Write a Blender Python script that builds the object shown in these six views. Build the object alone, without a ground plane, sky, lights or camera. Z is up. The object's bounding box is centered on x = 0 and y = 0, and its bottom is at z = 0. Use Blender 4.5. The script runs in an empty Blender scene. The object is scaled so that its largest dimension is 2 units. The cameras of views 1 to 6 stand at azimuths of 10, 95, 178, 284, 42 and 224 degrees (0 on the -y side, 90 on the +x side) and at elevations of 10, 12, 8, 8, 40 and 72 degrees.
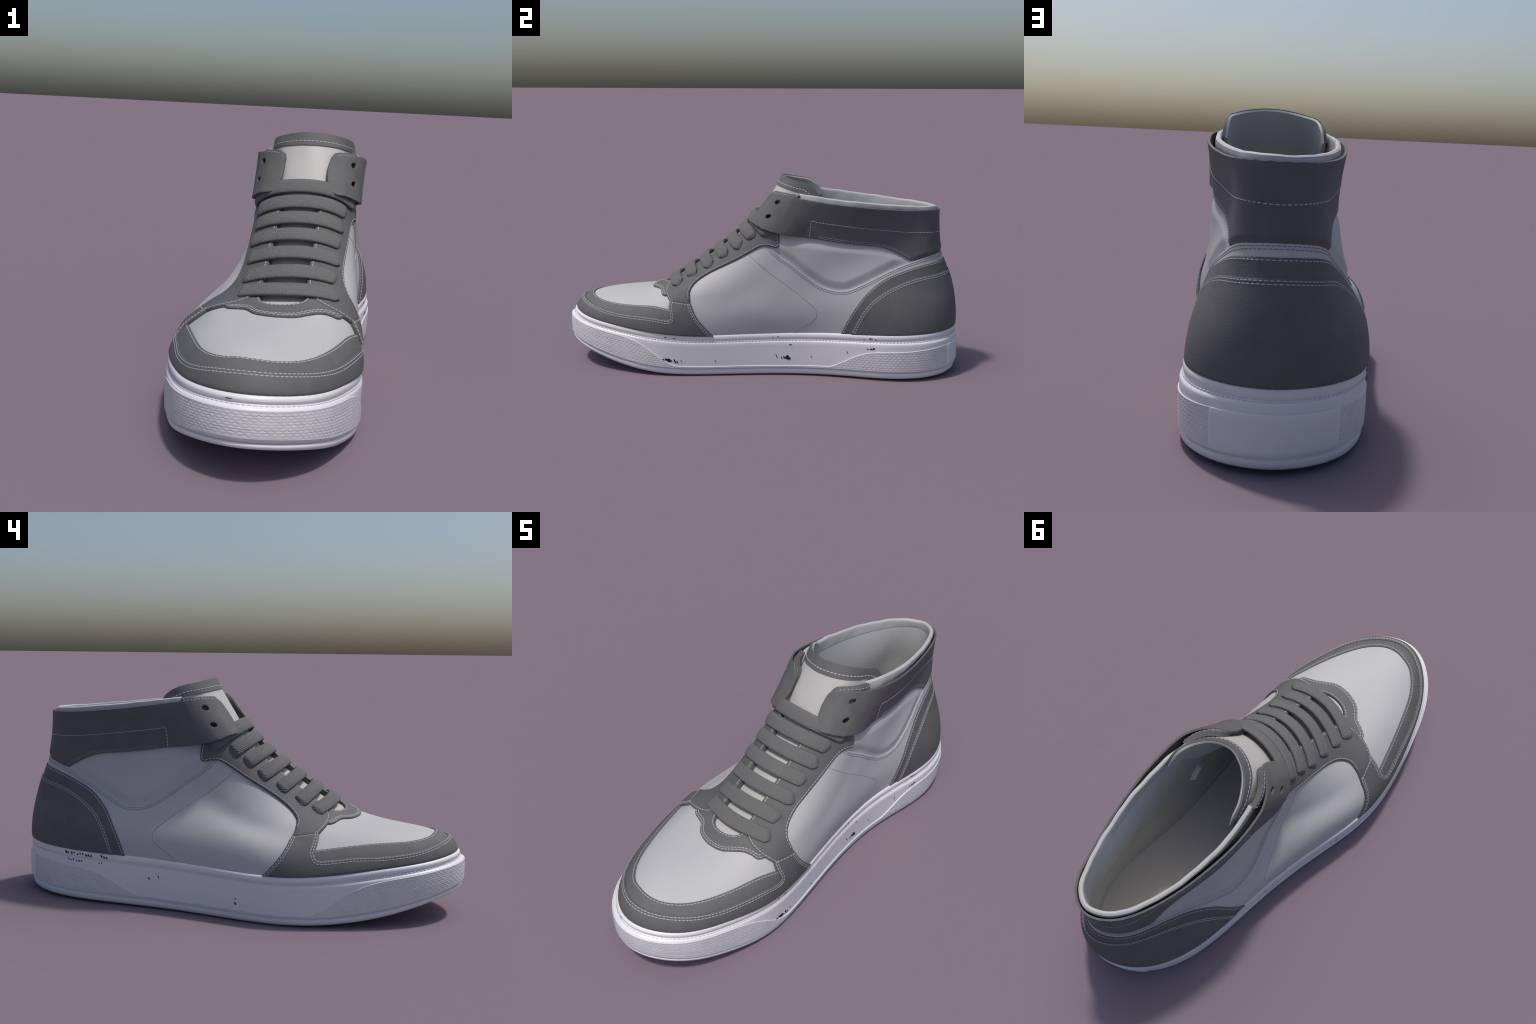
# A high-top lace-up trainer: cupsole, leather upper with stitched overlays,
# flat laces, padded collar, ankle strap and tongue.  Metres, z up, toe at -y.
import bpy, math, random
import numpy as np
from mathutils import Vector
from mathutils.geometry import delaunay_2d_cdt

random.seed(7)
rng = np.random.default_rng(7)

# ------------------------------------------------------------------ the last
# The shoe is modelled over a last: a smooth B-spline loft through horizontal-ish
# rings (millimetres).  Every ring starts at the heel (index 0), runs along the
# +x side to the toe (index 11) and returns along the -x side.
# Surface coordinates: u = 0 heel, 0.5 toe/instep;  v = 0 sole, 1 collar.

# under-sole guide ring
ring_a = [
    (48, 994, 118), (246, 900, 111), (298, 692, 102), (266, 474, 94), (221, 251, 91), (233, 26, 91),
    (279, -193, 89), (336, -394, 78), (333, -542, 31), (241, -726, 51), (187, -867, 39), (4, -927, 1),
    (-156, -839, 48), (-203, -700, 38), (-279, -552, 41), (-372, -389, 58), (-359, -185, 77), (-300, 29, 86),
    (-247, 250, 93), (-239, 477, 99), (-220, 698, 108), (-147, 897, 115),
]

# feather line where the upper meets the sole
ring_b = [
    (39, 1022, 238), (239, 915, 234), (313, 711, 228), (278, 510, 221), (249, 310, 214), (259, 108, 208),
    (287, -94, 204), (319, -293, 199), (359, -509, 227), (307, -714, 252), (243, -929, 294), (27, -1071, 325),
    (-170, -902, 275), (-263, -718, 259), (-331, -513, 229), (-354, -298, 198), (-324, -94, 203), (-285, 105, 209),
    (-262, 307, 217), (-258, 510, 224), (-241, 712, 230), (-160, 902, 236),
]

# widest part of toe box and heel counter
ring_c = [
    (40, 1011, 358), (212, 911, 354), (286, 726, 352), (282, 547, 346), (270, 369, 336), (274, 190, 325),
    (290, 9, 316), (314, -175, 306), (312, -406, 355), (272, -544, 339), (198, -719, 326), (46, -821, 388),
    (-95, -736, 378), (-179, -548, 356), (-261, -371, 314), (-315, -189, 324), (-274, 3, 320), (-255, 182, 327),
    (-255, 362, 337), (-246, 541, 344), (-216, 719, 348), (-133, 893, 354),
]

# low waist and toe ridge
ring_d = [
    (44, 986, 482), (163, 886, 466), (217, 729, 462), (244, 580, 461), (247, 426, 452), (254, 271, 440),
    (269, 116, 427), (277, -34, 408), (299, -157, 392), (301, -318, 410), (217, -470, 406), (49, -519, 373),
    (-93, -444, 367), (-186, -301, 381), (-214, -176, 391), (-179, -24, 387), (-192, 117, 417), (-194, 266, 433),
    (-189, 417, 445), (-164, 566, 450), (-132, 715, 455), (-79, 865, 468),
]

# mid waist and lower instep
ring_e = [
    (49, 923, 591), (163, 849, 584), (172, 720, 577), (196, 603, 578), (216, 477, 573), (239, 350, 566),
    (254, 223, 556), (253, 100, 544), (261, -12, 533), (249, -141, 531), (179, -262, 541), (56, -305, 542),
    (-63, -244, 520), (-128, -130, 519), (-136, -8, 515), (-146, 106, 530), (-152, 223, 543), (-161, 346, 560),
    (-146, 473, 570), (-119, 599, 572), (-100, 724, 575), (-81, 847, 586),
]

# ankle and upper instep
ring_f = [
    (48, 892, 704), (148, 841, 706), (160, 732, 702), (180, 631, 704), (203, 528, 705), (228, 424, 705),
    (241, 320, 703), (244, 218, 701), (245, 119, 698), (216, 18, 690), (155, -65, 691), (56, -83, 689),
    (-43, -53, 682), (-104, 26, 684), (-128, 124, 687), (-139, 219, 695), (-142, 319, 698), (-139, 421, 702),
    (-123, 527, 703), (-101, 632, 702), (-76, 735, 700), (-47, 832, 702),
]

# collar edge
ring_g = [
    (54, 883, 825), (133, 832, 829), (169, 748, 832), (195, 667, 838), (216, 581, 846), (232, 495, 854),
    (241, 408, 862), (243, 321, 873), (236, 234, 886), (213, 146, 895), (151, 85, 892), (60, 75, 892),
    (-31, 88, 890), (-97, 146, 891), (-127, 234, 889), (-142, 320, 875), (-144, 409, 864), (-138, 496, 854),
    (-127, 585, 845), (-107, 670, 837), (-76, 755, 831), (-28, 827, 826),
]

# guide ring above the collar
ring_h = [
    (63, 864, 948), (140, 830, 953), (190, 769, 964), (227, 703, 977), (248, 635, 993), (256, 564, 1012),
    (255, 491, 1033), (249, 417, 1058), (232, 343, 1084), (206, 270, 1103), (147, 218, 1110), (64, 202, 1114),
    (-21, 213, 1111), (-88, 262, 1105), (-127, 337, 1093), (-148, 416, 1068), (-156, 495, 1042), (-156, 571, 1018),
    (-148, 643, 997), (-125, 711, 979), (-82, 775, 964), (-24, 833, 953),
]
LAST = np.array([ring_a, ring_b, ring_c, ring_d, ring_e, ring_f, ring_g, ring_h], float).transpose(1, 0, 2) / 1000.0
NU, NV = LAST.shape[:2]


def cubic(x):
    return np.stack([(1 - x) ** 3, 3 * x ** 3 - 6 * x ** 2 + 4, -3 * x ** 3 + 3 * x ** 2 + 3 * x + 1, x ** 3], -1) / 6


def last_point(u, v):
    u = np.asarray(u, float)
    v = np.clip(np.asarray(v, float), 0, 1)
    a = u * NU
    i = np.floor(a).astype(int)
    b = v * (NV - 3)
    j = np.minimum(np.floor(b).astype(int), NV - 4)
    bu, bv = cubic(a - i), cubic(b - j)
    p = 0
    for k in range(4):
        for m in range(4):
            p = p + (bu[..., k] * bv[..., m])[..., None] * LAST[(i + k - 1) % NU, j + m]
    return p


def unit(a):
    return a / (np.linalg.norm(a, axis=-1, keepdims=True) + 1e-12)


def last_frame(u, v, e=1e-3):
    u = np.asarray(u, float)
    v = np.clip(np.asarray(v, float), e, 1 - e)
    su = (last_point(u + e, v) - last_point(u - e, v)) / (2 * e)
    sv = (last_point(u, v + e) - last_point(u, v - e)) / (2 * e)
    return su, sv, unit(np.cross(sv, su))


def smooth(x):
    x = np.clip(x, 0, 1)
    return x * x * (3 - 2 * x)


# --------------------------------------------------------------- mesh helpers
ROOT = bpy.data.objects.new("high_top_sneaker", None)
bpy.context.scene.collection.objects.link(ROOT)
ROOT["label"] = "grey and white leather high top sneaker with ankle strap"
ROOT["category"] = "sneaker shoe"


def add_object(name, verts, faces, material, parent=None, normals=None, sharp=40, stuff=False):
    me = bpy.data.meshes.new(name)
    me.from_pydata([tuple(p) for p in np.asarray(verts, float)], [], [tuple(int(i) for i in f) for f in faces])
    me.update()
    me.shade_smooth()
    me.materials.append(material)
    if normals is not None:
        me.normals_split_custom_set_from_vertices([tuple(n) for n in normals])
    elif sharp:
        me.set_sharp_from_angle(angle=math.radians(sharp))
    ob = bpy.data.objects.new(name, me)
    bpy.context.scene.collection.objects.link(ob)
    ob.parent = parent or ROOT
    if stuff:
        ob["kind"] = "stuff"
    return ob


def grid_faces(n, m, closed=False, flip=False, start=0):
    """faces of an n x m vertex grid (row major); closed joins the last row to the first"""
    f = []
    for i in range(n if closed else n - 1):
        k = (i + 1) % n
        for j in range(m - 1):
            q = [start + i * m + j, start + k * m + j, start + k * m + j + 1, start + i * m + j + 1]
            f.append(q[::-1] if flip else q)
    return f


def curve(points, n=24):
    """Catmull-Rom curve through control points"""
    p = np.asarray(points, float)
    if len(p) < 3:
        t = np.linspace(0, 1, n)[:, None]
        return p[0] * (1 - t) + p[-1] * t
    q = np.vstack([2 * p[0] - p[1], p, 2 * p[-1] - p[-2]])
    out = []
    for i in range(1, len(q) - 2):
        a, b, c, d = q[i - 1], q[i], q[i + 1], q[i + 2]
        t = np.linspace(0, 1, 13)[:-1, None]
        out.append(.5 * (2 * b + (c - a) * t + (2 * a - 5 * b + 4 * c - d) * t ** 2 + (3 * b - a - 3 * c + d) * t ** 3))
    out.append(p[-1:])
    return np.vstack(out)


def path(*segments):
    """joins curves; corners stay where the segments meet"""
    return np.vstack([curve(s) for s in segments])


def mirror(points):
    """the same line on the other side of the shoe"""
    p = np.asarray(points, float).copy()
    p[:, 0] = 1 - p[:, 0]
    return p


def resample(line, step, closed=False, offset=0.0):
    line = np.asarray(line, float)
    if closed:
        line = np.vstack([line, line[:1]])
    p = last_point(line[:, 0], line[:, 1])
    d = np.r_[0, np.cumsum(np.linalg.norm(np.diff(p, axis=0), axis=1))]
    keep = np.r_[True, np.diff(d) > 1e-7]
    line, d = line[keep], d[keep]
    n = max(3, int(round(d[-1] / step)) + (0 if closed else 1))
    t = np.linspace(0, d[-1], n + 1)[:-1] if closed else np.linspace(0, d[-1], n)
    return np.stack([np.interp(t, d, line[:, k]) for k in (0, 1)], 1)


METRIC = np.array([4.2, 1.1])


def inside(points, loops):
    """even-odd test against closed polygons"""
    r = np.zeros(len(points), bool)
    for lp in loops:
        a, b = lp, np.roll(lp, -1, 0)
        for i in range(0, len(points), 2000):
            x, y = points[i:i + 2000, :1], points[i:i + 2000, 1:]
            c = ((a[:, 1] > y) != (b[:, 1] > y)) & (x < (b[:, 0] - a[:, 0]) * (y - a[:, 1]) / (b[:, 1] - a[:, 1] + 1e-15) + a[:, 0])
            r[i:i + 2000] ^= (c.sum(1) % 2).astype(bool)
    return r


def nearest(p, q):
    """distance from each p to the closest q"""
    out = np.empty(len(p))
    for i in range(0, len(p), 800):
        out[i:i + 800] = np.sqrt(((p[i:i + 800, None] - q[None]) ** 2).sum(2).min(1))
    return out


def panel(name, loops, material, lift, thick, bevel=.007, step=.0055, fill=.010, depth=.006, underside=False, relief=None, parent=None, crisp=.45):
    """A leather piece cut along closed (u, v) outlines and laid on the last.
    lift: height of its lower face over the last (number or function of u, v)."""
    lift_at = lift if callable(lift) else (lambda u, v: np.full(np.shape(u), float(lift)))
    loops = [resample(l, step, True) for l in loops]
    scaled = [l * METRIC for l in loops]
    edge = np.vstack(loops)
    edge3 = last_point(edge[:, 0], edge[:, 1])
    fine = np.vstack([resample(l, .002, True) for l in loops])
    fine3 = last_point(fine[:, 0], fine[:, 1])
    # rings of points just inside the edge, for the rounded border
    su, sv, nn = last_frame(edge[:, 0], edge[:, 1])
    nxt = np.vstack([np.roll(l, -1, 0) - np.roll(l, 1, 0) for l in loops])
    tan = unit(su * nxt[:, :1] + sv * nxt[:, 1:])
    side = np.cross(nn, tan)
    cand = []
    for d in (.2 * bevel, .55 * bevel, 1.05 * bevel):
        for s in (1, -1):
            w = side * d * s
            g11, g12, g22 = (su * su).sum(1), (su * sv).sum(1), (sv * sv).sum(1)
            b1, b2 = (w * su).sum(1), (w * sv).sum(1)
            det = g11 * g22 - g12 ** 2 + 1e-12
            c = edge + np.stack([(g22 * b1 - g12 * b2) / det, (g11 * b2 - g12 * b1) / det], 1)
            k = inside(c * METRIC, scaled)
            c = c[k]
            k = nearest(last_point(c[:, 0], c[:, 1]), fine3) > .88 * d
            cand.append(c[k])
    lo, hi = np.vstack(scaled).min(0), np.vstack(scaled).max(0)
    xs, ys = np.arange(lo[0], hi[0], fill), np.arange(lo[1], hi[1], fill * .866)
    g = np.array([(x + (fill / 2 if j % 2 else 0), y) for j, y in enumerate(ys) for x in xs])
    g = g[inside(g, scaled)] / METRIC
    g = g[nearest(last_point(g[:, 0], g[:, 1]), fine3) > bevel * 1.05 + fill * .45]
    pts = np.vstack([edge] + cand + [g])
    pts[:, 1] = np.clip(pts[:, 1], 0, 1)
    cons, s = [], 0
    for l in loops:
        cons += [(s + i, s + (i + 1) % len(l)) for i in range(len(l))]
        s += len(l)
    ne = s
    flat = pts * METRIC
    ov, oe, of, orig, _, _ = delaunay_2d_cdt([Vector(p) for p in flat], cons, [], 0, 1e-6)
    flat = np.array([tuple(p) for p in ov])
    tri = np.array([f for f in of if len(f) == 3])
    cen = flat[tri].mean(1)
    tri = tri[inside(cen, scaled)]
    a = flat[tri]
    area = (a[:, 1, 0] - a[:, 0, 0]) * (a[:, 2, 1] - a[:, 0, 1]) - (a[:, 1, 1] - a[:, 0, 1]) * (a[:, 2, 0] - a[:, 0, 0])
    tri = tri[np.abs(area) > 1e-10]
    uv = flat / METRIC
    p0 = last_point(uv[:, 0], uv[:, 1])
    nn = last_frame(uv[:, 0], uv[:, 1])[2]
    d = nearest(p0, fine3)
    d[d < 6e-4] = 0
    rise = np.sqrt(1 - (1 - np.minimum(d / bevel, 1)) ** 2)
    h = lift_at(uv[:, 0], uv[:, 1]) + thick * (crisp + (1 - crisp) * rise)
    if relief is not None:
        h = h + relief(p0, uv, d)
    top = p0 + nn * h[:, None]
    # orient faces along the normal
    fn = np.cross(top[tri[:, 1]] - top[tri[:, 0]], top[tri[:, 2]] - top[tri[:, 0]])
    bad = (fn * nn[tri[:, 0]]).sum(1) < 0
    tri[bad] = tri[bad][:, ::-1]
    # side wall
    ed = {}
    for t in tri:
        for i in range(3):
            a_, b_ = int(t[i]), int(t[(i + 1) % 3])
            ed[(a_, b_)] = True
    border = [e for e in ed if (e[1], e[0]) not in ed]
    ring = sorted({i for e in border for i in e})
    n0 = len(top)
    low = p0 + nn * (lift_at(uv[:, 0], uv[:, 1]) - depth)[:, None]
    verts = [top, top[ring], low[ring]]
    idx = {r: i for i, r in enumerate(ring)}
    m = len(ring)
    faces = [tuple(t) for t in tri]
    for a_, b_ in border:
        faces.append((n0 + idx[b_], n0 + idx[a_], n0 + m + idx[a_], n0 + m + idx[b_]))
    if underside:
        verts.append(low)
        faces += [tuple(n0 + 2 * m + i for i in t[::-1]) for t in tri]
    return add_object(name, np.vstack(verts), faces, material, parent, sharp=50)


def capsule_chain(frames, length, radius, flat=.7):
    """stitches: one small rounded bead per (point, tangent, normal)"""
    prof = [(-.5, .25), (-.36, .85), (0, 1.), (.36, .85), (.5, .25)]
    k = 6
    V, F = [], []
    for p, t, n in frames:
        b = np.cross(n, t)
        s = len(V)
        for x, r in prof:
            for a in range(k):
                c, sn = math.cos(2 * math.pi * a / k), math.sin(2 * math.pi * a / k)
                V.append(p + t * x * length + b * (c * r * radius) + n * (sn * r * radius * flat))
        for i in range(len(prof) - 1):
            for a in range(k):
                a2 = (a + 1) % k
                F.append((s + i * k + a, s + i * k + a2, s + (i + 1) * k + a2, s + (i + 1) * k + a))
        F.append(tuple(s + a for a in range(k))[::-1])
        F.append(tuple(s + (len(prof) - 1) * k + a for a in range(k)))
    return V, F


def shift(line, dist):
    """moves an open (u, v) line sideways on the last by a distance (left of its direction is +)"""
    line = resample(line, .006)
    su, sv, nn = last_frame(line[:, 0], line[:, 1])
    g = np.gradient(line, axis=0)
    tan = unit(su * g[:, :1] + sv * g[:, 1:])
    w = np.cross(nn, tan) * dist
    g11, g12, g22 = (su * su).sum(1), (su * sv).sum(1), (sv * sv).sum(1)
    b1, b2 = (w * su).sum(1), (w * sv).sum(1)
    det = g11 * g22 - g12 ** 2 + 1e-12
    return line + np.stack([(g22 * b1 - g12 * b2) / det, (g11 * b2 - g12 * b1) / det], 1)


STITCHES = {}


def seam(line, lift, material, inset=0.0, pitch=.0145, length=.0121, radius=.0016):
    lift_at = lift if callable(lift) else (lambda u, v: np.full(np.shape(u), float(lift)))
    if inset:
        line = shift(line, inset)
    line = resample(line, pitch)
    line = line[(line[:, 1] > -.001) & (line[:, 1] < 1.001)]
    if len(line) < 3:
        return
    p = last_point(line[:, 0], line[:, 1])
    nn = last_frame(line[:, 0], line[:, 1])[2]
    p = p + nn * lift_at(line[:, 0], line[:, 1])[:, None]
    t = unit(np.gradient(p, axis=0))
    nn = unit(nn - t * (nn * t).sum(1)[:, None])
    V, F = capsule_chain(list(zip(p, t, nn)), length, radius)
    store = STITCHES.setdefault(material.name, [material, [], []])
    s = len(store[1])
    store[1].extend(V)
    store[2].extend([tuple(i + s for i in f) for f in F])


# ------------------------------------------------------------------ materials
def material(name, colour, rough=.6, mottle=.06, mottle_scale=9., grain=.12, grain_scale=420., sheen=0., warm=None):
    m = bpy.data.materials.new(name)
    m.use_nodes = True
    nt = m.node_tree
    b = nt.nodes["Principled BSDF"]
    tc = nt.nodes.new("ShaderNodeTexCoord")
    n1 = nt.nodes.new("ShaderNodeTexNoise")
    n1.inputs["Scale"].default_value = mottle_scale
    n1.inputs["Detail"].default_value = 5
    nt.links.new(tc.outputs["Object"], n1.inputs["Vector"])
    r = nt.nodes.new("ShaderNodeValToRGB")
    c = np.array(colour)
    r.color_ramp.elements[0].position, r.color_ramp.elements[1].position = .3, .7
    r.color_ramp.elements[0].color = (*(c * (1 - mottle)), 1)
    r.color_ramp.elements[1].color = (*np.minimum(c * (1 + mottle), 1), 1)
    nt.links.new(n1.outputs["Fac"], r.inputs["Fac"])
    nt.links.new(r.outputs["Color"], b.inputs["Base Color"])
    n2 = nt.nodes.new("ShaderNodeTexNoise")
    n2.inputs["Scale"].default_value = grain_scale
    n2.inputs["Detail"].default_value = 3
    nt.links.new(tc.outputs["Object"], n2.inputs["Vector"])
    bp = nt.nodes.new("ShaderNodeBump")
    bp.inputs["Strength"].default_value = grain
    bp.inputs["Distance"].default_value = .003
    nt.links.new(n2.outputs["Fac"], bp.inputs["Height"])
    nt.links.new(bp.outputs["Normal"], b.inputs["Normal"])
    b.inputs["Roughness"].default_value = rough
    b.inputs["Sheen Weight"].default_value = sheen
    return m


DARK = material("dark_grey_suede", (.099, .099, .0995), .72, .08, 14, .32, 210)
DARK2 = material("grey_suede", (.108, .108, .108), .72, .08, 14, .3, 210)
LIGHT = material("light_grey_leather", (.435, .435, .436), .62, .02, 7, .05, 300)
CREAM = material("tongue_leather", (.455, .448, .435), .55, .02, 7, .05, 300)
LINING = material("lining_fabric", (.52, .525, .53), .7, .03, 9, .08, 350)
INSOLE = material("insole_fabric", (.66, .65, .64), .55, .03, 6, .05, 350)  # base colour lightened to offset the shade on the deep shoe floor
RUBBER = material("white_rubber", (.70, .692, .715), .42, .015, 6, .03, 200)
RUBBER2 = material("textured_white_rubber", (.61, .605, .622), .5, .05, 24, .06, 250)
THREAD = material("grey_thread", (.41, .41, .435), .7, .08, 60, .1, 500)
THREAD_DARK = material("dark_grey_thread", (.22, .22, .245), .7, .08, 60, .1, 500)
THREAD_WHITE = material("white_thread", (.70, .69, .73), .6, .05, 60, .1, 500)
LACE = material("woven_lace", (.120, .1205, .1205), .88, .13, 240, .15, 520)
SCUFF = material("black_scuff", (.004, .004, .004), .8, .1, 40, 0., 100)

# ---------------------------------------------------------------- seam lines
# half lines on the +x side, in (u, v); mirror() gives the other side
QUARTER_EDGE = [(.299, 0), (.325, .106), (.3515, .216), (.387, .332), (.410, .406), (.422, .475), (.4225, .54), (.414, .600),
                (.405, .645), (.396, .689), (.388, .719), (.379, .732), (.367, .731), (.354, .722), (.3475, .73), (.355, .76), (.371, .81)]
V_SEAM = [(.372, .735), (.350, .700), (.333, .672), (.289, .597), (.247, .496), (.2175, .417), (.196, .375), (.180, .364), (.171, .372),
          (.1525, .421), (.1217, .505), (.082, .578), (.050, .612), (.02, .623), (0, .625)]
CHEVRON = [(.389, .671), (.350, .607), (.296, .503), (.254, .396), (.219, .278), (.202, .205), (.197, .150), (.199, .105), (.207, .05), (.2115, 0)]
COUNTER_OUT = [(.158, 0), (.1572, .108), (.153, .23), (.145, .338), (.1255, .441), (.0925, .510), (.056, .551), (.02, .560), (0, .560)]
COUNTER_IN = [(.1468, 0), (.1455, .114), (.140, .231), (.1255, .327), (.1, .405), (.071, .449), (.035, .464), (0, .468)]
EYESTAY_FRONT = [(.4700, .452), (.4555, .410), (.4345, .360), (.394, .262)]
LEG_FRONT = [(.394, .262), (.3800, .208), (.3700, .167), (.3622, .131)]
CORNER_RIGHT = [(.3622, .131), (.3588, .108), (.3602, .098), (.3665, .096)]
CORNER_LEFT = [(.3622, .131), (.3590, .100), (.3594, .086), (.3650, .081)]
CROSS_SEAM = [(.394, .262), (.362, .254)]
THROAT = [(.4610, .86), (.4660, .82), (.4690, .786), (.4705, .72), (.4715, .651), (.4735, .58), (.4745, .511), (.4735, .475), (.4700, .452)]
STRAP_LOW = [(.404, .818), (.370, .804), (.331, .791), (.289, .777), (.244, .752), (.200, .727), (.160, .709), (.140, .695), (.119, .668), (.100, .63), (.083, .585)]
RAND_TOP = [(.356, .158), (.372, .178), (.387, .191), (.4043, .198), (.4271, .181), (.4457, .161), (.4621, .140), (.4757, .128), (.4871, .123), (.5, .122), (.5114, .120),
            (.524, .112), (.538, .111), (.553, .117), (.5686, .129), (.584, .138), (.603, .146), (.621, .152), (.635, .150), (.649, .12)]
MUDGUARD_TOP = [(.3665, .096), (.3780, .098), (.394, .094), (.42, .086), (.4436, .083), (.465, .080), (.489, .074), (.5, .072), (.523, .066), (.54, .058), (.56, .053),
                (.588, .058), (.612, .076), (.635, .081)]
OVERLAY_LOW = [(.412, .335), (.4221, .324), (.43, .330), (.4429, .357), (.455, .373), (.467, .373), (.479, .366), (.4943, .367), (.511, .369), (.524, .372),
               (.5357, .383), (.5479, .372), (.5643, .350), (.574, .352)]
WINDOW = [(.5255, .475), (.5235, .450), (.5195, .433), (.5086, .4255), (.492, .4250), (.479, .431), (.4725, .450), (.4705, .475)]


def seg(line, a, b):
    """part of a control line between two fractions"""
    c = curve(line)
    n = len(c) - 1
    return c[int(round(a * n)):int(round(b * n)) + 1]


# -------------------------------------------------------------- upper shell
NUG, NVG = 520, 150
gu, gv = np.meshgrid(np.arange(NUG) / NUG, np.linspace(0, 1, NVG), indexing='ij')
shell = last_point(gu, gv)
_, _, shell_n = last_frame(gu, gv)
# padded collar: the area between the V seam and the strap swells out
vs = curve(V_SEAM)
v3a = last_point(vs[:, 0], vs[:, 1])
v3 = np.vstack([v3a, last_point(1 - vs[:, 0], vs[:, 1])])
flat_p = shell.reshape(-1, 3)
dist = nearest(flat_p, v3[::2]).reshape(NUG, NVG)
ua = np.minimum(gu, 1 - gu)
v_line = np.interp(ua, vs[::-1, 0], vs[::-1, 1])
sl = np.array(STRAP_LOW)[::-1]
v_strap = np.interp(ua, sl[:, 0], sl[:, 1])
above = smooth((gv - v_line) / .03) * smooth((.385 - ua) / .03)
puff = above * (.012 * smooth(dist / .05)) * smooth((v_strap - gv) / .07) * smooth((ua - .05) / .08)
shell = shell + shell_n * puff[..., None]
nrm = np.cross(np.gradient(shell, axis=1), np.roll(shell, -1, 0) - np.roll(shell, 1, 0))
shell_n2 = unit(nrm)


def shell_part(name, mask, mat):
    faces = []
    for i in range(NUG):
        k = (i + 1) % NUG
        for j in range(NVG - 1):
            if mask[i, j]:
                faces.append((i * NVG + j, i * NVG + j + 1, k * NVG + j + 1, k * NVG + j))
    used = sorted({q for f in faces for q in f})
    re = {q: n for n, q in enumerate(used)}
    P, Nn = shell.reshape(-1, 3)[used], shell_n2.reshape(-1, 3)[used]
    return add_object(name, P, [tuple(re[q] for q in f) for f in faces], mat, normals=Nn)


cu = (gu + .5 / NUG)
front = (np.abs(cu - .5) < .145) & (gv < .42)
throat = (np.abs(cu - .5) < np.interp(gv, [.42, .86, .93], [.040, .042, .075])) & (gv >= .42)
shell_part("vamp", front, LIGHT)
shell_part("collar_padding", ~(front | throat), LIGHT)

# --------------------------------------------------------------- lining, rim
FLOOR = .112
lin = last_point(gu[::2, ::2], gv[::2, ::2]) - last_frame(gu[::2, ::2], gv[::2, ::2])[2] * .012
foot = lin[:, :1].copy()
foot[..., 2] = FLOOR - .01
foot2 = lin[:, :1] * .5 + foot * .5
blend = smooth((.36 - gv[:1, ::2]) / .36)[..., None]
anchor = lin[:, 27:28]
lin[..., :2] = lin[..., :2] * (1 - blend * .5) + anchor[..., :2] * blend * .5
foot[..., :2], foot2[..., :2] = lin[:, :1, :2], lin[:, :1, :2]
lin = np.concatenate([foot, foot2, lin], 1)
lf = grid_faces(lin.shape[0], lin.shape[1], True, False)
nl_ = lin.shape[1]
lf = [f for f in lf if not (abs((f[0] // nl_ + .5) / lin.shape[0] - .5) < np.interp(((f[0] % nl_) - 2) / (nl_ - 3), [.42, .72, .90, 1], [.045, .048, .11, .115]) and ((f[0] % nl_) - 2) / (nl_ - 3) > .42)]
add_object("lining", lin.reshape(-1, 3), lf, LINING, sharp=0)

ring_u = np.linspace(-.379, .379, 240)
prof = [(.945, .001, 0), (.960, .0045, 0), (.975, .0055, 0), (.988, .005, .001), (1.0, .0025, .003), (1., .0008, .0033), (1.0, -.001, .0058), (1., -.006, .0075),
        (1., -.010, .007), (1., -.0135, .003), (1., -.0145, -.004), (.975, -.0145, 0), (.95, -.0135, 0)]
rows = []
wob = .0012 * np.sin(ring_u * 61) + .001 * np.sin(ring_u * 133 + 1)
for v, o, z in prof:
    p = last_point(ring_u, np.full_like(ring_u, v))
    n = last_frame(ring_u, np.full_like(ring_u, v))[2].copy()
    n[:, 2] *= .3
    n = unit(n)
    p = p + n * (o + wob * (.6 if v > .95 else 0))[:, None]
    p[:, 2] += z + wob * .5 * (z > 0)
    rows.append(p)
rim = np.stack(rows, 1)
fc = grid_faces(*rim.shape[:2])
m = rim.shape[1]
fc += [tuple(range(m)), tuple((rim.shape[0] - 1) * m + i for i in range(m))[::-1]]
add_object("collar_rim", rim.reshape(-1, 3), fc, LIGHT, sharp=60)

# small folded label sewn to the lining
lb = curve([(.247, .430), (.264, .505), (.282, .562), (.288, .560), (.291, .525)])
lb = resample(lb, .006)
lp = last_point(lb[:, 0], lb[:, 1])
ln = last_frame(lb[:, 0], lb[:, 1])[2]
lt = unit(np.gradient(lp, axis=0))
lw = unit(np.cross(ln, lt))
V = []
lw *= np.sign(lw[:, 2:].mean())
for du, dn in ((.0085, .011), (.0085, .016), (-.0085, .030), (-.0085, .025)):
    V.append(lp + lw * du - ln * dn)
V = np.stack(V, 1)
fc = [(i * 4 + j, i * 4 + (j + 1) % 4, (i + 1) * 4 + (j + 1) % 4, (i + 1) * 4 + j) for i in range(len(lb) - 1) for j in range(4)]
fc += [(3, 2, 1, 0), tuple((len(lb) - 1) * 4 + j for j in range(4))]
add_object("inner_label", V.reshape(-1, 3), fc, RUBBER, sharp=40)

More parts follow.
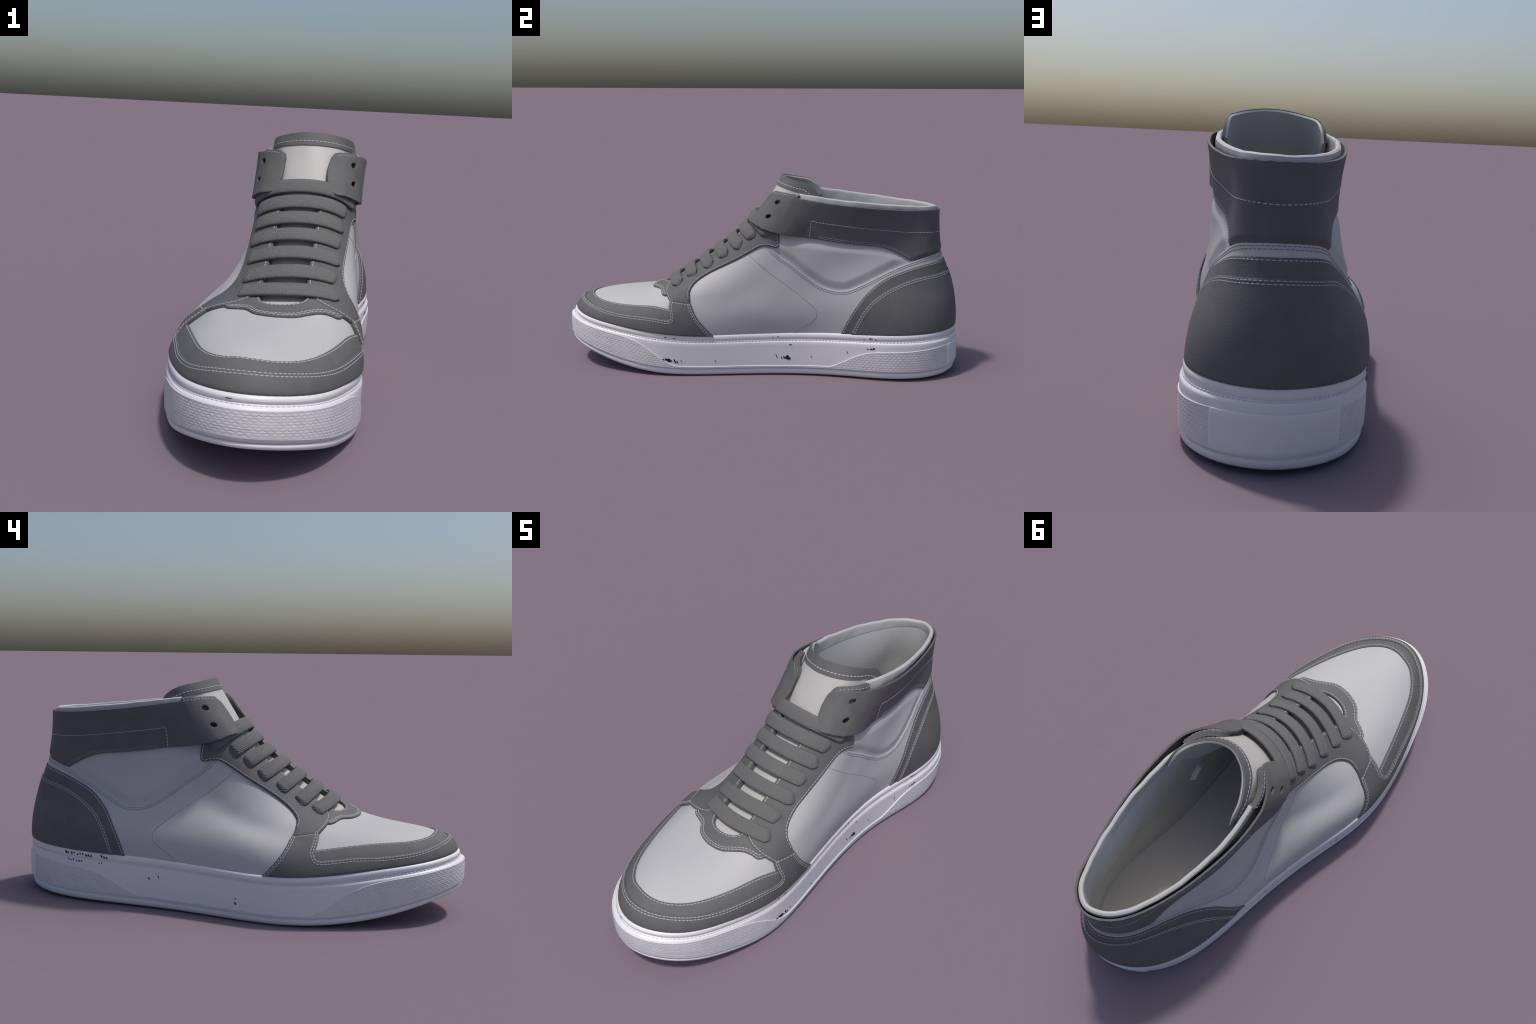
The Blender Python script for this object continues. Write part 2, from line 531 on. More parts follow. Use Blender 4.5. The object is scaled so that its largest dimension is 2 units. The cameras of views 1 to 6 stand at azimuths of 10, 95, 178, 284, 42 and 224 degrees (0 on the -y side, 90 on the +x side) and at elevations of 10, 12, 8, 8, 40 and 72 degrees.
# ------------------------------------------------------------------- insole
ring = foot[:, 0].copy()                                  # meets the lining wall
NI = len(ring)
cy = np.clip(ring[:, 1], -.70, .72)
cx = np.interp(cy, [-.8, -.4, 0, .4, .9], [.02, .005, -.005, 0, .035])
ks = 1 - np.linspace(0, 1, 20) ** 1.7
R = []
for k in ks:
    q = np.stack([cx + (ring[:, 0] - cx) * k, cy + (ring[:, 1] - cy) * k, np.zeros(NI)], 1)
    q[:, 2] = FLOOR + np.interp(q[:, 1], [-1, -.5, 0, 1], [.05, -.005, 0, .010]) + .014 * k ** 4 - .006
    R.append(q)
R = np.stack(R, 1)
add_object("insole", R.reshape(-1, 3), grid_faces(NI, 20, True), INSOLE)

# ------------------------------------------------------------ leather panels
QT, CO, CI, EY = .0035, .0045, .0045, .009
quarter_front = [(.32, 0), (.345, .10), (.372, .21), (.41, .33), (.434, .42), (.440, .50), (.437, .57), (.42, .65), (.405, .715), (.388, .745), (.372, .735)]
qhalf = path(quarter_front, V_SEAM)                      # front foot -> up -> along V to the back seam
qother = qhalf[::-1].copy()
qother[:, 0] = -qother[:, 0]
bottom = np.stack([np.linspace(-.32, .32, 60), np.zeros(60)], 1)


def quarter_relief(p, uv, d):
    """soft creases in the side leather"""
    a = np.abs(uv[:, 0])
    w = smooth((a - .2) / .06) * smooth((.40 - a) / .06) * smooth(uv[:, 1] / .15) * smooth((.62 - uv[:, 1]) / .2)
    left = smooth((-uv[:, 0] - .2) / .1)
    q = p[:, 1] * 30 + p[:, 2] * 62
    return w * (.0004 * np.sin(p[:, 1] * 20 + p[:, 2] * 24) + left * .0005 * np.sin(q + 1.2 * np.sin(p[:, 1] * 9)) * smooth((uv[:, 1] - .22) / .15))


panel("quarter", [np.vstack([qhalf, qother[1:], bottom[1:-1]])], LIGHT, 0.0, QT, .006, relief=quarter_relief)


def rear_half(line):
    a = curve(line)
    b = a[::-1].copy()
    b[:, 0] = -b[:, 0]
    e = a[0, 0]
    return np.vstack([a, b[1:], np.stack([np.linspace(-e, e, 40), np.zeros(40)], 1)[1:-1]])


panel("heel_counter_trim", [rear_half(COUNTER_OUT)], DARK, QT, CO)
panel("heel_counter", [rear_half(COUNTER_IN)], DARK, QT + CO * .7, CI)

# toe: cap strip, mudguard, lace guard
cap_low = [(.649, .06), (.60, .035), (.55, .03), (.5, .045), (.45, .055), (.40, .06), (.350, .06)], [(.350, .06), (.350, .12), (.356, .158)]
panel("toe_cap", [path(RAND_TOP, *cap_low)], DARK2, .0, .007)
mud_right = path([(.3995, .284), (.394, .262)], LEG_FRONT, CORNER_RIGHT, MUDGUARD_TOP)
mud_left = mirror(path(QUARTER_EDGE[:3] + [(.362, .254)], [(.362, .254), (.374, .283)], [(.374, .283), (.3995, .284)], [(.3995, .284), (.394, .262)], LEG_FRONT, CORNER_LEFT))[::-1]
mud_outline = np.vstack([mud_right, mud_left, np.stack([np.linspace(.701, .299, 80), np.zeros(80)], 1)[1:-1],
                         path(QUARTER_EDGE[:3] + [(.362, .254)], [(.362, .254), (.374, .283)], [(.374, .283), (.3995, .284)])])
panel("mudguard", [mud_outline], DARK, lambda u, v: .0045 - .007 * smooth((v - .2555 - .25 * ((.5 - np.abs(u - .5)) - .362)) / .012), .0085)
guard = np.vstack([curve(OVERLAY_LOW), curve([(.574, .352), (.560, .41), (.540, .46), (.5255, .475)]), curve(WINDOW), curve([(.4705, .475), (.455, .45), (.43, .39), (.412, .335)])])
panel("lace_guard", [guard], DARK2, .0, .0095)

# eyestays run up under the strap to the collar
eye_top = [(.371, .81), (.3745, .90), (.3765, 1.0)], [(.3765, 1.0), (.41, 1.0), (.438, 1.0)], [(.438, 1.0), (.450, .996), (.4555, .98), (.456, .96), (.4545, .91), (.4610, .86)]
eye = np.vstack([curve(EYESTAY_FRONT), curve(CROSS_SEAM), curve([(.362, .254)] + QUARTER_EDGE[3:]), path(*eye_top), curve(THROAT)])


def eye_lift(u, v):
    a = .5 - np.abs(u - .5)
    return .0040 + .0105 * smooth((v - .84) / .12) * smooth((a - .36) / .05)


panel("eyestay", [eye], DARK, eye_lift, EY, depth=.014)
panel("eyestay", [mirror(eye)], DARK, eye_lift, EY, depth=.014)

# ankle strap: stands off the collar, free tabs at the front with two holes each
strap_tab = [(.4290, .988), (.4500, .984), (.4575, .974)], [(.4575, .974), (.4600, .957), (.4612, .930), (.4600, .900), (.4570, .874), (.4525, .855), (.4470, .842), (.4390, .836), (.4264, .831), (.404, .818)]
strap_top = [(0, .982), (.05, .982), (.1, .983), (.2, .984), (.3, .985), (.4, .987), (.4290, .988)]
STRAP_THICK = .009


def strap_lift(u, v):
    a = .5 - np.abs(np.abs((np.asarray(u) + .5) % 1.0 - .5) - .5)
    a = np.abs((np.asarray(u) + .5) % 1.0 - .5)
    top = np.interp(a, [0, .16, .24, .33, .38, .41, .44, .465], [.020, .021, .025, .035, .042, .038, .030, .023])
    low = np.interp(a, [0, .08, .15, .28, .315, .355, .40, .43, .465], [.008, .008, .009, .010, .014, .032, .044, .044, .025])
    vl = np.interp(a, [.08, .1, .12, .16, .2, .244, .289, .331, .37, .404, .43, .465], [.585, .63, .668, .709, .727, .752, .777, .791, .804, .818, .832, .85])
    f = np.clip((v - vl) / (.983 - vl), 0, 1)
    lift = low + (top - low) * f
    vq = np.interp(a, curve(V_SEAM)[::-1, 0], curve(V_SEAM)[::-1, 1])
    rear = 1 - smooth((v - vq - .004) / .03)
    return lift * (1 - rear) + .002 * rear - STRAP_THICK


half = np.vstack([curve(strap_top), path(*strap_tab), curve(STRAP_LOW), curve([(.083, .585), (.06, .597), (.03, .609), (0, .612)])])
other = half[::-1].copy()
other[:, 0] = -other[:, 0]


def hole(u, v, r):
    su, sv, _ = last_frame(np.array([u]), np.array([v]))
    t = np.arange(28) * 2 * math.pi / 28
    return np.stack([u + r * np.cos(t) / np.linalg.norm(su), v + r * np.sin(t) / np.linalg.norm(sv)], 1)


holes = [hole(u, v, .0125) for u, v in ((.4112, .951), (.4095, .881))]
holes += [mirror(h) - [1, 0] for h in holes]
strap = panel("ankle_strap", [np.vstack([half, other[1:-1]])] + holes, DARK, strap_lift, STRAP_THICK, bevel=.0035, step=.0038, depth=.0, underside=True, crisp=.8)

# ------------------------------------------------------------------ stitching
def both(line, lift, mat, inset=0., **kw):
    c = np.asarray(line, float)
    seam(c, lift, mat, inset, **kw)
    seam(mirror(c), lift, mat, -inset, **kw)


def round_back(line, lift, mat, inset=0., **kw):
    c = curve(line)
    b = c[::-1].copy()
    b[:, 0] = -b[:, 0]
    seam(np.vstack([c, b[1:]]), lift, mat, inset, **kw)


for d in (-.007, -.016):
    round_back(V_SEAM, QT + .0005, THREAD_DARK, d)
both(curve(CHEVRON), QT + .0003, THREAD_DARK, radius=.0014)
round_back(COUNTER_OUT, QT + CO, THREAD, -.008)
round_back(COUNTER_IN, QT + CO * .7 + CI, THREAD, -.007)
round_back(COUNTER_IN, QT + CO * .7 + CI, THREAD, -.016)
eyelift = lambda u, v: eye_lift(u, v) + EY
mg = .0045 + .0085
both(curve(QUARTER_EDGE[3:]), eyelift, THREAD, .0075)
both(curve(QUARTER_EDGE[:3] + [(.362, .254)]), mg, THREAD, .0075)
both(curve(QUARTER_EDGE[:3] + [(.362, .254)]), mg, THREAD, .0155)
both(curve(EYESTAY_FRONT), eyelift, THREAD, .0075)
both(curve([(.389, .2605), (.3655, .2550)]), eyelift, THREAD, -.004)
both(curve(THROAT)[8:], eyelift, THREAD, .010)
mg = .0045 + .0085
full_mud = np.vstack([path(LEG_FRONT, CORNER_RIGHT, MUDGUARD_TOP), mirror(path(LEG_FRONT, CORNER_LEFT))[::-1]])
for d in (.007, .016):
    seam(full_mud, mg, THREAD, d)
seam(curve(RAND_TOP)[12:-12], .007, THREAD, .0075)
for d in (.007, .016):
    seam(curve(OVERLAY_LOW)[10:-10], .0095, THREAD, -d)
seam(curve(WINDOW), .0095, THREAD, -.007)
both(curve([(.381, .991), (.41, .991), (.435, .990), (.447, .983), (.4505, .965)]), eyelift, THREAD)
both(curve([(.381, .93), (.381, .995)]), eyelift, THREAD)
straptop = lambda u, v: strap_lift(u, v) + STRAP_THICK
round_back([(.2993, .793), (.3155, .879), (.3000, .8755), (.2464, .860), (.1757, .8375), (.1057, .817), (.0571, .806), (.0164, .797), (0, .795)], straptop, THREAD)
for d in (.006, .014):
    both(curve(STRAP_LOW)[40:], straptop, THREAD_DARK, d)

# --------------------------------------------------------------------- laces
LACES = [  # (end u, end v on +x), centre v, (end u, end v on -x)
    ((.4320, .420), .475, (.5560, .440)), ((.4355, .497), .545, (.5590, .500)), ((.4280, .568), .616, (.5660, .574)), ((.4240, .640), .686, (.5760, .640)),
    ((.4160, .706), .752, (.5800, .708)), ((.4070, .764), .815, (.5890, .762)), ((.380, .786), .872, (.620, .786))]


def lace(k, a, vc, b):
    """a flat woven ribbon over the throat; its diagonal ribs are modelled"""
    n, m = 170, 72
    t = np.linspace(0, 1, n)
    u = a[0] + (b[0] - a[0]) * t
    s = (t - .5) * 2
    ve = a[1] + (b[1] - a[1]) * t
    v = ve + (vc - (a[1] + b[1]) / 2) * (1 - np.abs(s) ** 2.2)
    h = .0165 + .003 * (1 - s ** 2) - .014 * smooth((np.abs(s) - .84) / .16) + (.003 if k == 6 else 0)
    p = last_point(u, v)
    nn = last_frame(u, v)[2]
    p = p + nn * h[:, None]
    tan = unit(np.gradient(p, axis=0))
    nn = unit(nn - tan * (nn * tan).sum(1)[:, None])
    wd = np.cross(tan, nn)
    tail = smooth((-s - .80) / .20)                       # +x ends run out into a pointed tail
    blunt = smooth((s - .86) / .14)
    half_w = (.0300 + .001 * rng.uniform(-1, 1)) * (1 - (.55 + .15 * rng.random()) * tail - .35 * blunt)
    half_t = .0095 * (1 - .35 * tail - .3 * blunt)
    tw = (.5 * rng.uniform(.5, 1) * (1 if k % 2 else -1)) * tail - .45 * rng.uniform(.3, 1) * blunt
    run = np.r_[0, np.cumsum(np.linalg.norm(np.diff(p, axis=0), axis=1))]
    ang = np.arange(m) * 2 * math.pi / m
    c, si = np.cos(ang), np.sin(ang)
    cx = np.sign(c) * np.abs(c) ** .75
    cz = np.sign(si) * np.abs(si) ** .75
    phase = rng.uniform(0, 6)
    V = []
    for i in range(n):
        ct, st = math.cos(tw[i]), math.sin(tw[i])
        w_, n_ = wd[i] * ct + nn[i] * st, nn[i] * ct - wd[i] * st
        across = cx * half_w[i]
        q = run[i] * .80 - across * .60 * np.sign(si + 1e-9)
        broken = .65 + .35 * np.sin(run[i] * 310 + across * 190 + phase) * np.sin(run[i] * 170 - across * 330)
        rib = .0018 * np.sin(2 * math.pi * q / .0085 + .5 * np.sin(across * 150 + run[i] * 60)) * broken
        r = 1 + rib / .0095
        V.append(p[i] + wd[i] * 0 + np.outer(cx * (half_w[i] + rib * .4), w_) + np.outer(cz * half_t[i] * r, n_))
    V = np.array(V)
    f = [(i * m + j, i * m + (j + 1) % m, (i + 1) * m + (j + 1) % m, (i + 1) * m + j) for i in range(n - 1) for j in range(m)]
    f += [tuple(range(m))[::-1], tuple((n - 1) * m + j for j in range(m))]
    return add_object("lace", V.reshape(-1, 3), f, LACE, sharp=70)


for k, (a, vc, b) in enumerate(LACES):
    lace(k, a, vc, b)

# -------------------------------------------------------------------- tongue
TOP_RING = curve([(-.112, .300, .862), (-.106, .275, .905), (-.090, .224, .937), (-.048, .165, .953), (-.011, .133, .962), (.026, .116, .968), (.060, .108, .970), (.094, .112, .970),
                  (.130, .126, .966), (.168, .155, .958), (.200, .200, .947), (.216, .246, .935), (.222, .278, .907), (.226, .304, .866)])
td = np.r_[0, np.cumsum(np.linalg.norm(np.diff(TOP_RING, axis=0), axis=1))]
ns = 90
TOP = np.stack([np.interp(np.linspace(0, td[-1], ns), td, TOP_RING[:, i]) for i in range(3)], 1)[::-1]
s = np.linspace(-1, 1, ns)
rows = []
vs_ = np.linspace(.40, .93, 46)
for v in vs_:
    hw = .056 + .094 * smooth((v - .72) / .2)
    u = .5 + s * hw
    sink = 1 - smooth((v - .74) / .14)
    o = .0045 - .017 * sink - .010 * np.exp(-((v - .875) / .06) ** 2) - .020 * (1 - sink) * smooth((np.abs(u - .5) - .055) / .04) + .010 * sink * smooth((.48 - v) / .07)
    vv = np.full(ns, v)
    rows.append(last_point(u, vv) + last_frame(u, vv)[2] * o[:, None])
base = rows[-1]
for t in np.linspace(0, 1, 21)[1:]:
    bulge = .0
    rows.append(base * (1 - t) + TOP * t)
ton = np.stack(rows, 1)                                   # ns x rows x 3
nr = ton.shape[1]
tn = unit(np.cross(np.gradient(ton, axis=1), np.gradient(ton, axis=0)))
thick = .013
tv = np.r_[vs_, np.ones(nr - len(vs_))]
prof_in = ton - tn * (thick + .020 * smooth((.95 - tv) / .14))[None, :, None]
lip = ton[:, -1] - tn[:, -1] * thick * .5 + unit(ton[:, -1] - ton[:, -2]) * .004
allp = np.concatenate([ton, lip[:, None], prof_in[:, ::-1]], 1)
fc = grid_faces(allp.shape[0], allp.shape[1])
mm = allp.shape[1]
for e in (0, ns - 1):
    for j in range(nr - 1):
        q = (e * mm + j, e * mm + j + 1, e * mm + mm - 2 - j, e * mm + mm - 1 - j)
        fc.append(q if e else q[::-1])
add_object("tongue", allp.reshape(-1, 3), fc, CREAM, sharp=50)
# dark binding round the top of the tongue
b0 = nr - 1 - 6
bind = ton[:, b0:] + tn[:, b0:] * .004
back = ton[:, b0:] - tn[:, b0:] * .001
tipb = ton[:, -1:] - tn[:, -1:] * .004 + unit(ton[:, -1:] - ton[:, -2:-1]) * .005
top_edge = bind[:, -1:] + unit(ton[:, -1:] - ton[:, -2:-1]) * .0035
bb = np.concatenate([back[:, :1], bind[:, :1] - tn[:, b0:b0 + 1] * .001, bind, top_edge, tipb], 1)
add_object("tongue_binding", bb.reshape(-1, 3), grid_faces(bb.shape[0], bb.shape[1]), DARK2, sharp=50)
# its stitching
line = ton[3:-3, b0 + 2] + tn[3:-3, b0 + 2] * .0045
ld = np.r_[0, np.cumsum(np.linalg.norm(np.diff(line, axis=0), axis=1))]
tt = np.arange(.005, ld[-1], .0165)
P = np.stack([np.interp(tt, ld, line[:, i]) for i in range(3)], 1)
Nn = unit(np.stack([np.interp(tt, ld, tn[3:-3, b0 + 2, i]) for i in range(3)], 1))
T = unit(np.gradient(P, axis=0))
V, F = capsule_chain(list(zip(P, T, Nn)), .0135, .0021)
store = STITCHES[THREAD.name]
o = len(store[1])
store[1].extend(V)
store[2].extend([tuple(i + o for i in f) for f in F])

# ----------------------------------------------------------------- cup sole
FEATHER_N = 720
fu = np.arange(FEATHER_N) / FEATHER_N
fe = last_point(fu, np.zeros(FEATHER_N))


def blur(a, k):
    w = np.hanning(2 * k + 3)[1:-1]
    w /= w.sum()
    return sum(np.roll(a, i - k, 0) * w[i] for i in range(2 * k + 1))


fe = blur(fe, 9)
tg = np.roll(fe, -1, 0) - np.roll(fe, 1, 0)
out = unit(np.stack([-tg[:, 1], tg[:, 0], np.zeros(FEATHER_N)], 1))
if (out[0] * [0, 1, 0]).sum() < 0:
    out = -out
out = unit(blur(out, 9))
# how far the side wall stands out from the feather line, round the shoe
WALL = np.interp(fu, [0, .03, .06, .10, .16, .25, .32, .37, .42, .46, .5, .54, .58, .63, .68, .75, .84, .90, .96, 1],
                 [.012, .020, .026, .022, .018, .012, .011, .013, .022, .032, .040, .036, .027, .018, .011, .007, .005, .005, .008, .012])
LIP = np.interp(fu, [0, .06, .12, .25, .37, .44, .5, .56, .63, .72, .84, .95, 1], [.009, .014, .014, .009, .008, .017, .022, .020, .014, .012, .007, .008, .009])
LIP = blur(LIP, 20)
WALL = blur(WALL, 20)
ZB = np.interp(fe[:, 1], [-.96, -.88, -.79, -.70, -.60, -.50, -.42, -.30, 0, .3, .7, .9, .99],
               [.116, .094, .066, .041, .022, .010, .004, 0, .000, .002, .006, .010, .014])
ZB = blur(ZB, 12)
ZF = fe[:, 2]
H = ZF - ZB


def sole_ring(o, h):
    """o: outward steps as (share of LIP, share of WALL, metres); h: share of the sole height"""
    p = fe + out * (o[0] * LIP + o[1] * WALL + o[2])[:, None]
    p[:, 2] = ZB + H * h
    return p


# rounded lip, stitched groove, side wall, thin outsole slab
levels = [((0, 0, -.007), .93), ((0, 0, -.006), .985), ((0, 0, -.001), 1.005), ((.35, 0, 0), 1.016), ((.7, 0, 0), 1.003), ((.93, 0, 0), .972), ((1, 0, 0), .935), ((.93, 0, 0), .902), ((.72, 0, 0), .878),
          ((.3, .3, -.001), .858), ((.25, .4, -.001), .844), ((.1, .75, 0), .828), ((0, .92, .0005), .808), ((0, .95, .001), .79),
          ((0, .97, .0005), .72), ((0, .99, 0), .60), ((0, 1, 0), .46), ((0, .98, 0), .32), ((0, .95, -.0005), .225), ((0, .93, -.001), .190), ((0, .90, -.003), .180), ((0, .84, -.007), .172), ((0, .82, -.007), .150),
          ((0, .88, -.002), .140), ((0, .89, -.001), .105), ((0, .80, -.002), .045), ((0, .60, -.006), .012), ((0, .4, -.012), .0), ((0, 0, -.06), 0.0)]
rows = [sole_ring(o, h) for o, h in levels]
sole = np.stack(rows, 1)
nl = len(levels)
centre = np.stack([np.interp(fe[:, 1], [-.9, 0, .9], [.02, 0, .03]), np.clip(fe[:, 1], -.8, .8), ZB * .9 + .004], 1)
allp = np.concatenate([sole, (sole[:, -1:] + centre[:, None]) / 2, centre[:, None]], 1)
add_object("cup_sole", allp.reshape(-1, 3), grid_faces(FEATHER_N, nl + 2, True), RUBBER, sharp=75)

# groove stitches
ring = sole_ring((.4, .35, .001), .852)
rd = np.r_[0, np.cumsum(np.linalg.norm(np.diff(np.vstack([ring, ring[:1]]), axis=0), axis=1))]
tt = np.arange(0, rd[-1] - .008, .0165)
P = np.stack([np.interp(tt, rd, np.r_[ring[:, i], ring[:1, i]]) for i in range(3)], 1)
T = unit(np.roll(P, -1, 0) - np.roll(P, 1, 0))
Nn = unit(np.stack([np.interp(tt, rd, np.r_[out[:, i], out[:1, i]]) for i in range(3)], 1))
V, F = capsule_chain(list(zip(P, T, Nn)), .0130, .0024)
add_object("sole_stitching", V, F, THREAD_WHITE, stuff=True)


def wall_offset(h):
    hs = np.array([l[1] for l in levels[12:20]])[::-1]
    os = np.array([l[0][1] for l in levels[12:20]])[::-1]
    return np.interp(h, hs, os)


def wall_point(fi, h, lift):
    """point on the side wall: fi = fractional index round the sole, h = share of height"""
    i0 = np.floor(fi).astype(int) % FEATHER_N
    i1 = (i0 + 1) % FEATHER_N
    w = (fi - np.floor(fi))[..., None]
    mixv = lambda a: a[i0] * (1 - w) + a[i1] * w
    mixs = lambda a: a[i0] * (1 - w[..., 0]) + a[i1] * w[..., 0]
    n = unit(mixv(out))
    p = mixv(fe) + n * (wall_offset(h) * mixs(WALL) + lift)[..., None]
    p[..., 2] = mixs(ZB) + mixs(H) * h
    return p, n


# textured foxing: tall at the toe and heel, a thin strip at the waist
length = np.r_[0, np.cumsum(np.linalg.norm(np.roll(fe, -1, 0) - fe, axis=1))]
nt_, nh_ = 2100, 52
fi = np.interp(np.arange(nt_) / nt_ * length[-1], length, np.arange(FEATHER_N + 1))
yy = np.interp(fi, np.arange(FEATHER_N + 1), np.r_[fe[:, 1], fe[0, 1]])
right = fi < FEATHER_N * .5
top_h = np.where(right,
                 np.interp(yy, [-.80, -.66, -.60, -.55, -.50, -.45, -.40, -.34, .30, .37, .42, .48, .54, .61, .72, .80, .93], [.79, .785, .75, .66, .50, .33, .235, .205, .205, .225, .33, .49, .60, .635, .64, .66, .70]),
                 np.interp(yy, [-.80, -.70, -.62, -.57, -.52, -.47, -.42, -.36, .27, .36, .41, .46, .52, .58, .68, .80, .93], [.79, .785, .75, .68, .54, .37, .245, .205, .205, .225, .31, .44, .56, .62, .65, .68, .70]))
kk = np.hanning(61); kk /= kk.sum()
top_h = np.convolve(np.r_[top_h[-30:], top_h, top_h[:30]], kk, 'valid')
g = np.linspace(0, 1, nh_)
low_h = blur(np.interp(np.r_[fe[:, 1]], [-.95, -.75, -.5], [.265, .225, .195]), 12)
low_h = np.interp(fi, np.arange(FEATHER_N + 1), np.r_[low_h, low_h[0]])
top_h = np.maximum(top_h, low_h + .035)
hh = low_h[:, None] + (top_h - low_h)[:, None] * g[None]
arc = (np.arange(nt_) / nt_ * length[-1])[:, None] + 0 * hh
zz = (hh - .19) * .21
row_h, cell = .0112, .0205
r_ = np.floor(zz / row_h)
b_ = zz / row_h - r_
a_ = np.abs(((arc / cell + .5 * (r_ % 2)) % 1) - .5) * 2          # 0 at the middle of a cell, 1 at its ends
peak = 1 - 1.0 * a_
d_ = b_ - (.15 + .62 * peak)
dent = smooth((d_ + .30) / .14) * (1 - smooth((d_ - .02) / .12)) * smooth((.92 - a_) / .2)
cell_id = np.floor(arc / cell + .5 * (r_ % 2)) * 12.9898 + r_ * 78.233
patch = .35 + .25 * np.sin(arc * 9.1 + 3 * np.sin(zz * 60)) * np.sin(arc * 3.7 + 1) + .4 * np.modf(np.abs(np.sin(cell_id) * 43758.5453))[0]
lift = .0042 - .0016 * dent * (.15 + .85 * patch)
edge_d = np.minimum(g[None], 1 - g[None]) * (top_h - low_h)[:, None] * .2
lift = np.where(edge_d < .0022, .0042, lift)
P, n_ = wall_point(fi[:, None] + 0 * hh, hh, lift)
cap_t, _ = wall_point(fi, top_h + .004, np.full(nt_, .0030))
cap_t2, _ = wall_point(fi, top_h + .006, np.full(nt_, -.003))
cap_b2, _ = wall_point(fi, low_h - .003, np.full(nt_, -.003))
P = np.concatenate([cap_b2[:, None], P, cap_t[:, None], cap_t2[:, None]], 1)
add_object("textured_foxing", P.reshape(-1, 3), grid_faces(nt_, P.shape[1], True, True), RUBBER2, sharp=45)

# plain plate at the back of the heel
def index_at(x, side):
    rng_i = np.arange(0, FEATHER_N // 5) if side > 0 else np.arange(FEATHER_N - FEATHER_N // 5, FEATHER_N)
    return rng_i[np.argmin(np.abs(fe[rng_i, 0] + out[rng_i, 0] * WALL[rng_i] - x))]


ia, ib = index_at(.206, 1), index_at(-.135, -1) - FEATHER_N
fi = np.linspace(ib, ia, 90)
hp = np.linspace(.192, .70, 14)
A, Bm = np.meshgrid(fi, hp, indexing='ij')
edge = np.minimum(np.minimum(A - ib, ia - A) * length[-1] / FEATHER_N, np.minimum(Bm - .192, .70 - Bm) * .22)
L = .0088 - .0025 * (1 - smooth(edge / .003)) - .0007 * (np.abs(A - (ia + ib) / 2) < .6)
P, _ = wall_point(A, Bm, L)
border_lo = [wall_point(fi, np.full_like(fi, .192), np.full_like(fi, -.002))[0][:, None], wall_point(fi, np.full_like(fi, .70), np.full_like(fi, -.002))[0][:, None]]
P = np.concatenate([border_lo[0], P, border_lo[1]], 1)
e0 = wall_point(np.full_like(hp, ib), hp, np.full_like(hp, -.002))[0]
e1 = wall_point(np.full_like(hp, ia), hp, np.full_like(hp, -.002))[0]
e0 = np.vstack([e0[:1], e0, e0[-1:]])
e1 = np.vstack([e1[:1], e1, e1[-1:]])
P = np.concatenate([e0[None], P, e1[None]], 0)
add_object("heel_plate", P.reshape(-1, 3), grid_faces(P.shape[0], P.shape[1], False, True), RUBBER, sharp=40)

for key, (mat, V, F) in STITCHES.items():
    add_object("stitching", V, F, mat, stuff=True, sharp=60)

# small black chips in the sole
def profile_point(fi, h, lift):
    """point anywhere on the outer profile of the sole, lip included"""
    lv = levels[4:20][::-1]
    hs = [l[1] for l in lv]
    cl, cw, cm = (np.interp(h, hs, [l[0][k] for l in lv]) for k in range(3))
    i0 = np.floor(fi).astype(int) % FEATHER_N
    i1 = (i0 + 1) % FEATHER_N
    w = fi - np.floor(fi)
    mx = lambda a: a[i0] * (1 - w) + a[i1] * w
    n = unit(out[i0] * (1 - w)[:, None] + out[i1] * w[:, None])
    p = fe[i0] * (1 - w)[:, None] + fe[i1] * w[:, None] + n * (cl * mx(LIP) + cw * mx(WALL) + cm + lift)[:, None]
    p[:, 2] = mx(ZB) + mx(H) * h
    return p


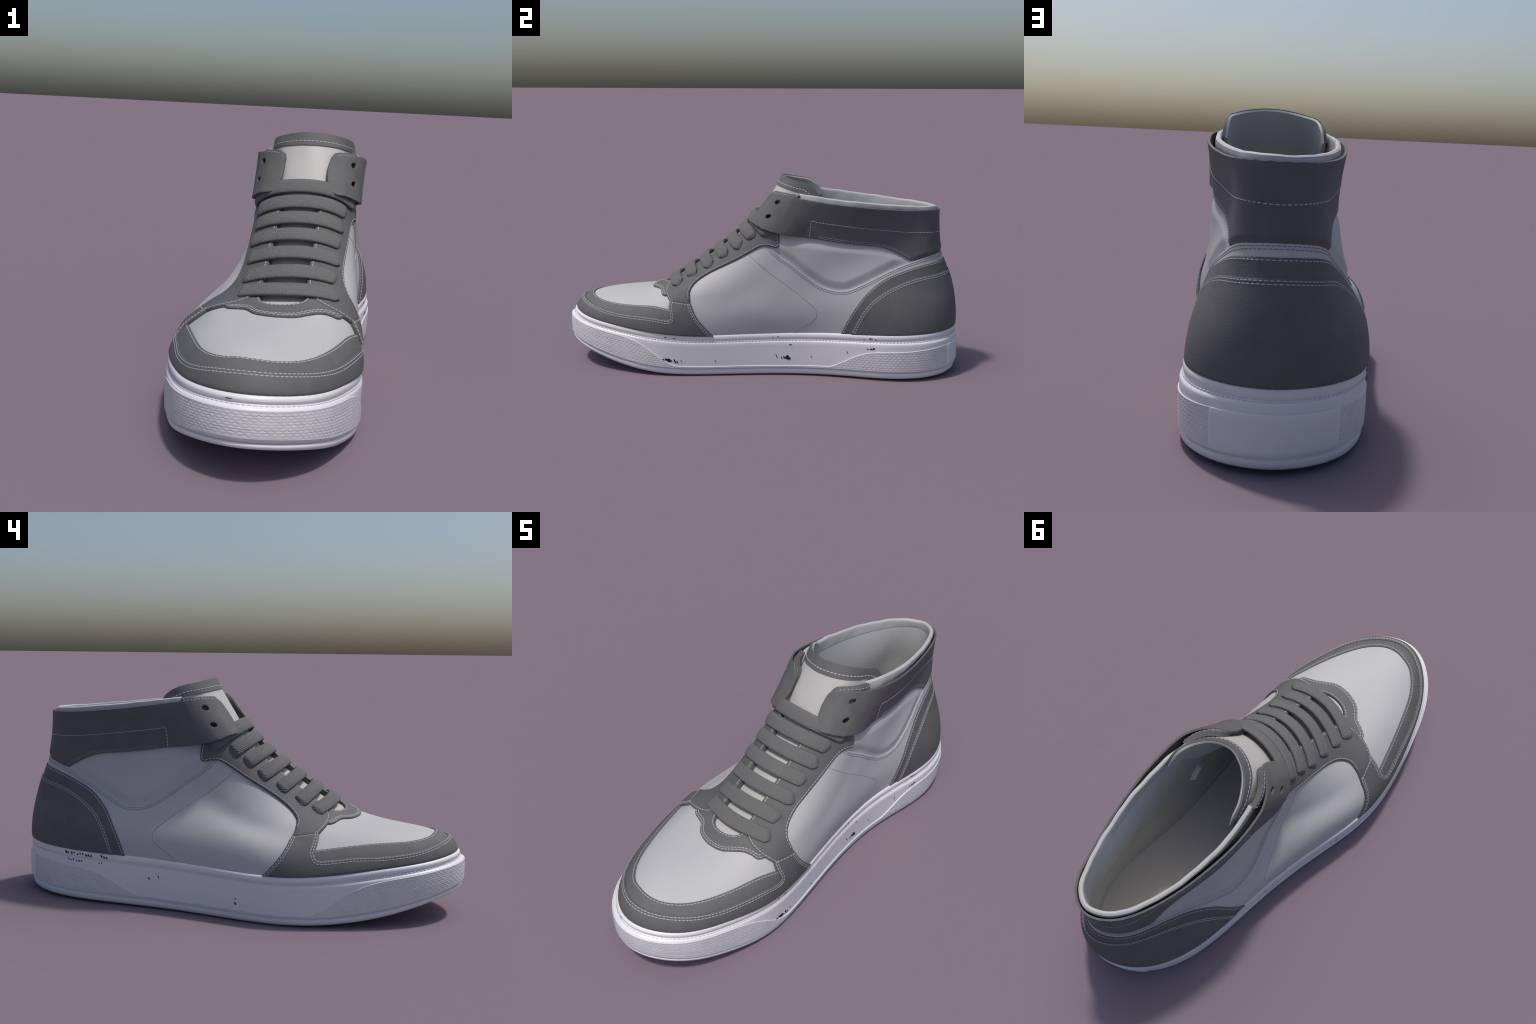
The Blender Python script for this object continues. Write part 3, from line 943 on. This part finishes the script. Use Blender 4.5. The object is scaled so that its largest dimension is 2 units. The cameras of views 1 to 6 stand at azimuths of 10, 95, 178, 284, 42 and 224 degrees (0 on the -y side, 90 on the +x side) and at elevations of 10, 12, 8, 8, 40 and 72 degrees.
def chip_on(y, side, h, w, t):
    idx = np.arange(FEATHER_N // 2) if side > 0 else np.arange(FEATHER_N // 2, FEATHER_N)
    i = idx[np.argmin(np.abs(fe[idx, 1] - y))]
    n = 9
    a = np.arange(n) * 2 * math.pi / n
    r = 1 + .35 * rng.uniform(-1, 1, n)
    da, dh = r * np.cos(a) * w / 2, r * np.sin(a) * t / 2
    return i + (da + .4 * dh) / (length[-1] / FEATHER_N), h + dh / .21


chips = []
for y, side, h, w, t in [(-.455, 1, .36, .016, .014), (-.425, 1, .37, .030, .020), (-.395, 1, .36, .008, .022), (-.382, 1, .34, .006, .018), (-.365, 1, .37, .003, .012),
                         (-.20, 1, .36, .003, .018), (.10, 1, .46, .005, .022), (.127, 1, .42, .008, .007), (.137, 1, .43, .007, .014), (.156, 1, .43, .026, .022), (.27, 1, .46, .004, .012),
                         (.45, 1, .60, .004, .012), (.565, 1, .70, .016, .006), (.578, 1, .71, .010, .010), (.572, 1, .60, .018, .006), (.545, 1, .70, .010, .004),
                         (.17, 1, .745, .014, .004), (.26, -1, .66, .006, .012), (.30, -1, .60, .005, .012), (-.10, -1, .36, .007, .012), (-.10, -1, .46, .006, .005),
                         (.56, 1, .93, .016, .005), (.53, 1, .91, .006, .004), (.585, 1, .91, .010, .004), (.08, 1, .93, .005, .004), (.105, 1, .94, .010, .004), (-.44, 1, .93, .010, .004), (-.40, 1, .925, .016, .003)]:
    chips.append(chip_on(y, side, h, w, t))
for k in range(13):
    chips.append(chip_on(.70 - .0145 * k - (.03 if k > 9 else 0), -1, .93 + rng.uniform(-.02, .015), .005 + .005 * rng.random(), .006 + .006 * rng.random()))
for k in range(8):
    chips.append(chip_on(.69 - .014 * k - (.07 if k > 5 else 0), -1, .79 + rng.uniform(-.01, .01), .004 + .004 * rng.random(), .004 + .005 * rng.random()))
chips.append(chip_on(-.955, -1, .93, .018, .004))
V, F = [], []
for ci, ch in chips:
    p = profile_point(ci, ch, np.full(len(ci), .0012))
    q = profile_point(ci, ch, np.full(len(ci), -.002))
    k, b = len(p), len(V)
    V += list(p) + list(q)
    F.append(tuple(b + i for i in range(k)))
    F += [(b + i, b + k + i, b + k + (i + 1) % k, b + (i + 1) % k) for i in range(k)]
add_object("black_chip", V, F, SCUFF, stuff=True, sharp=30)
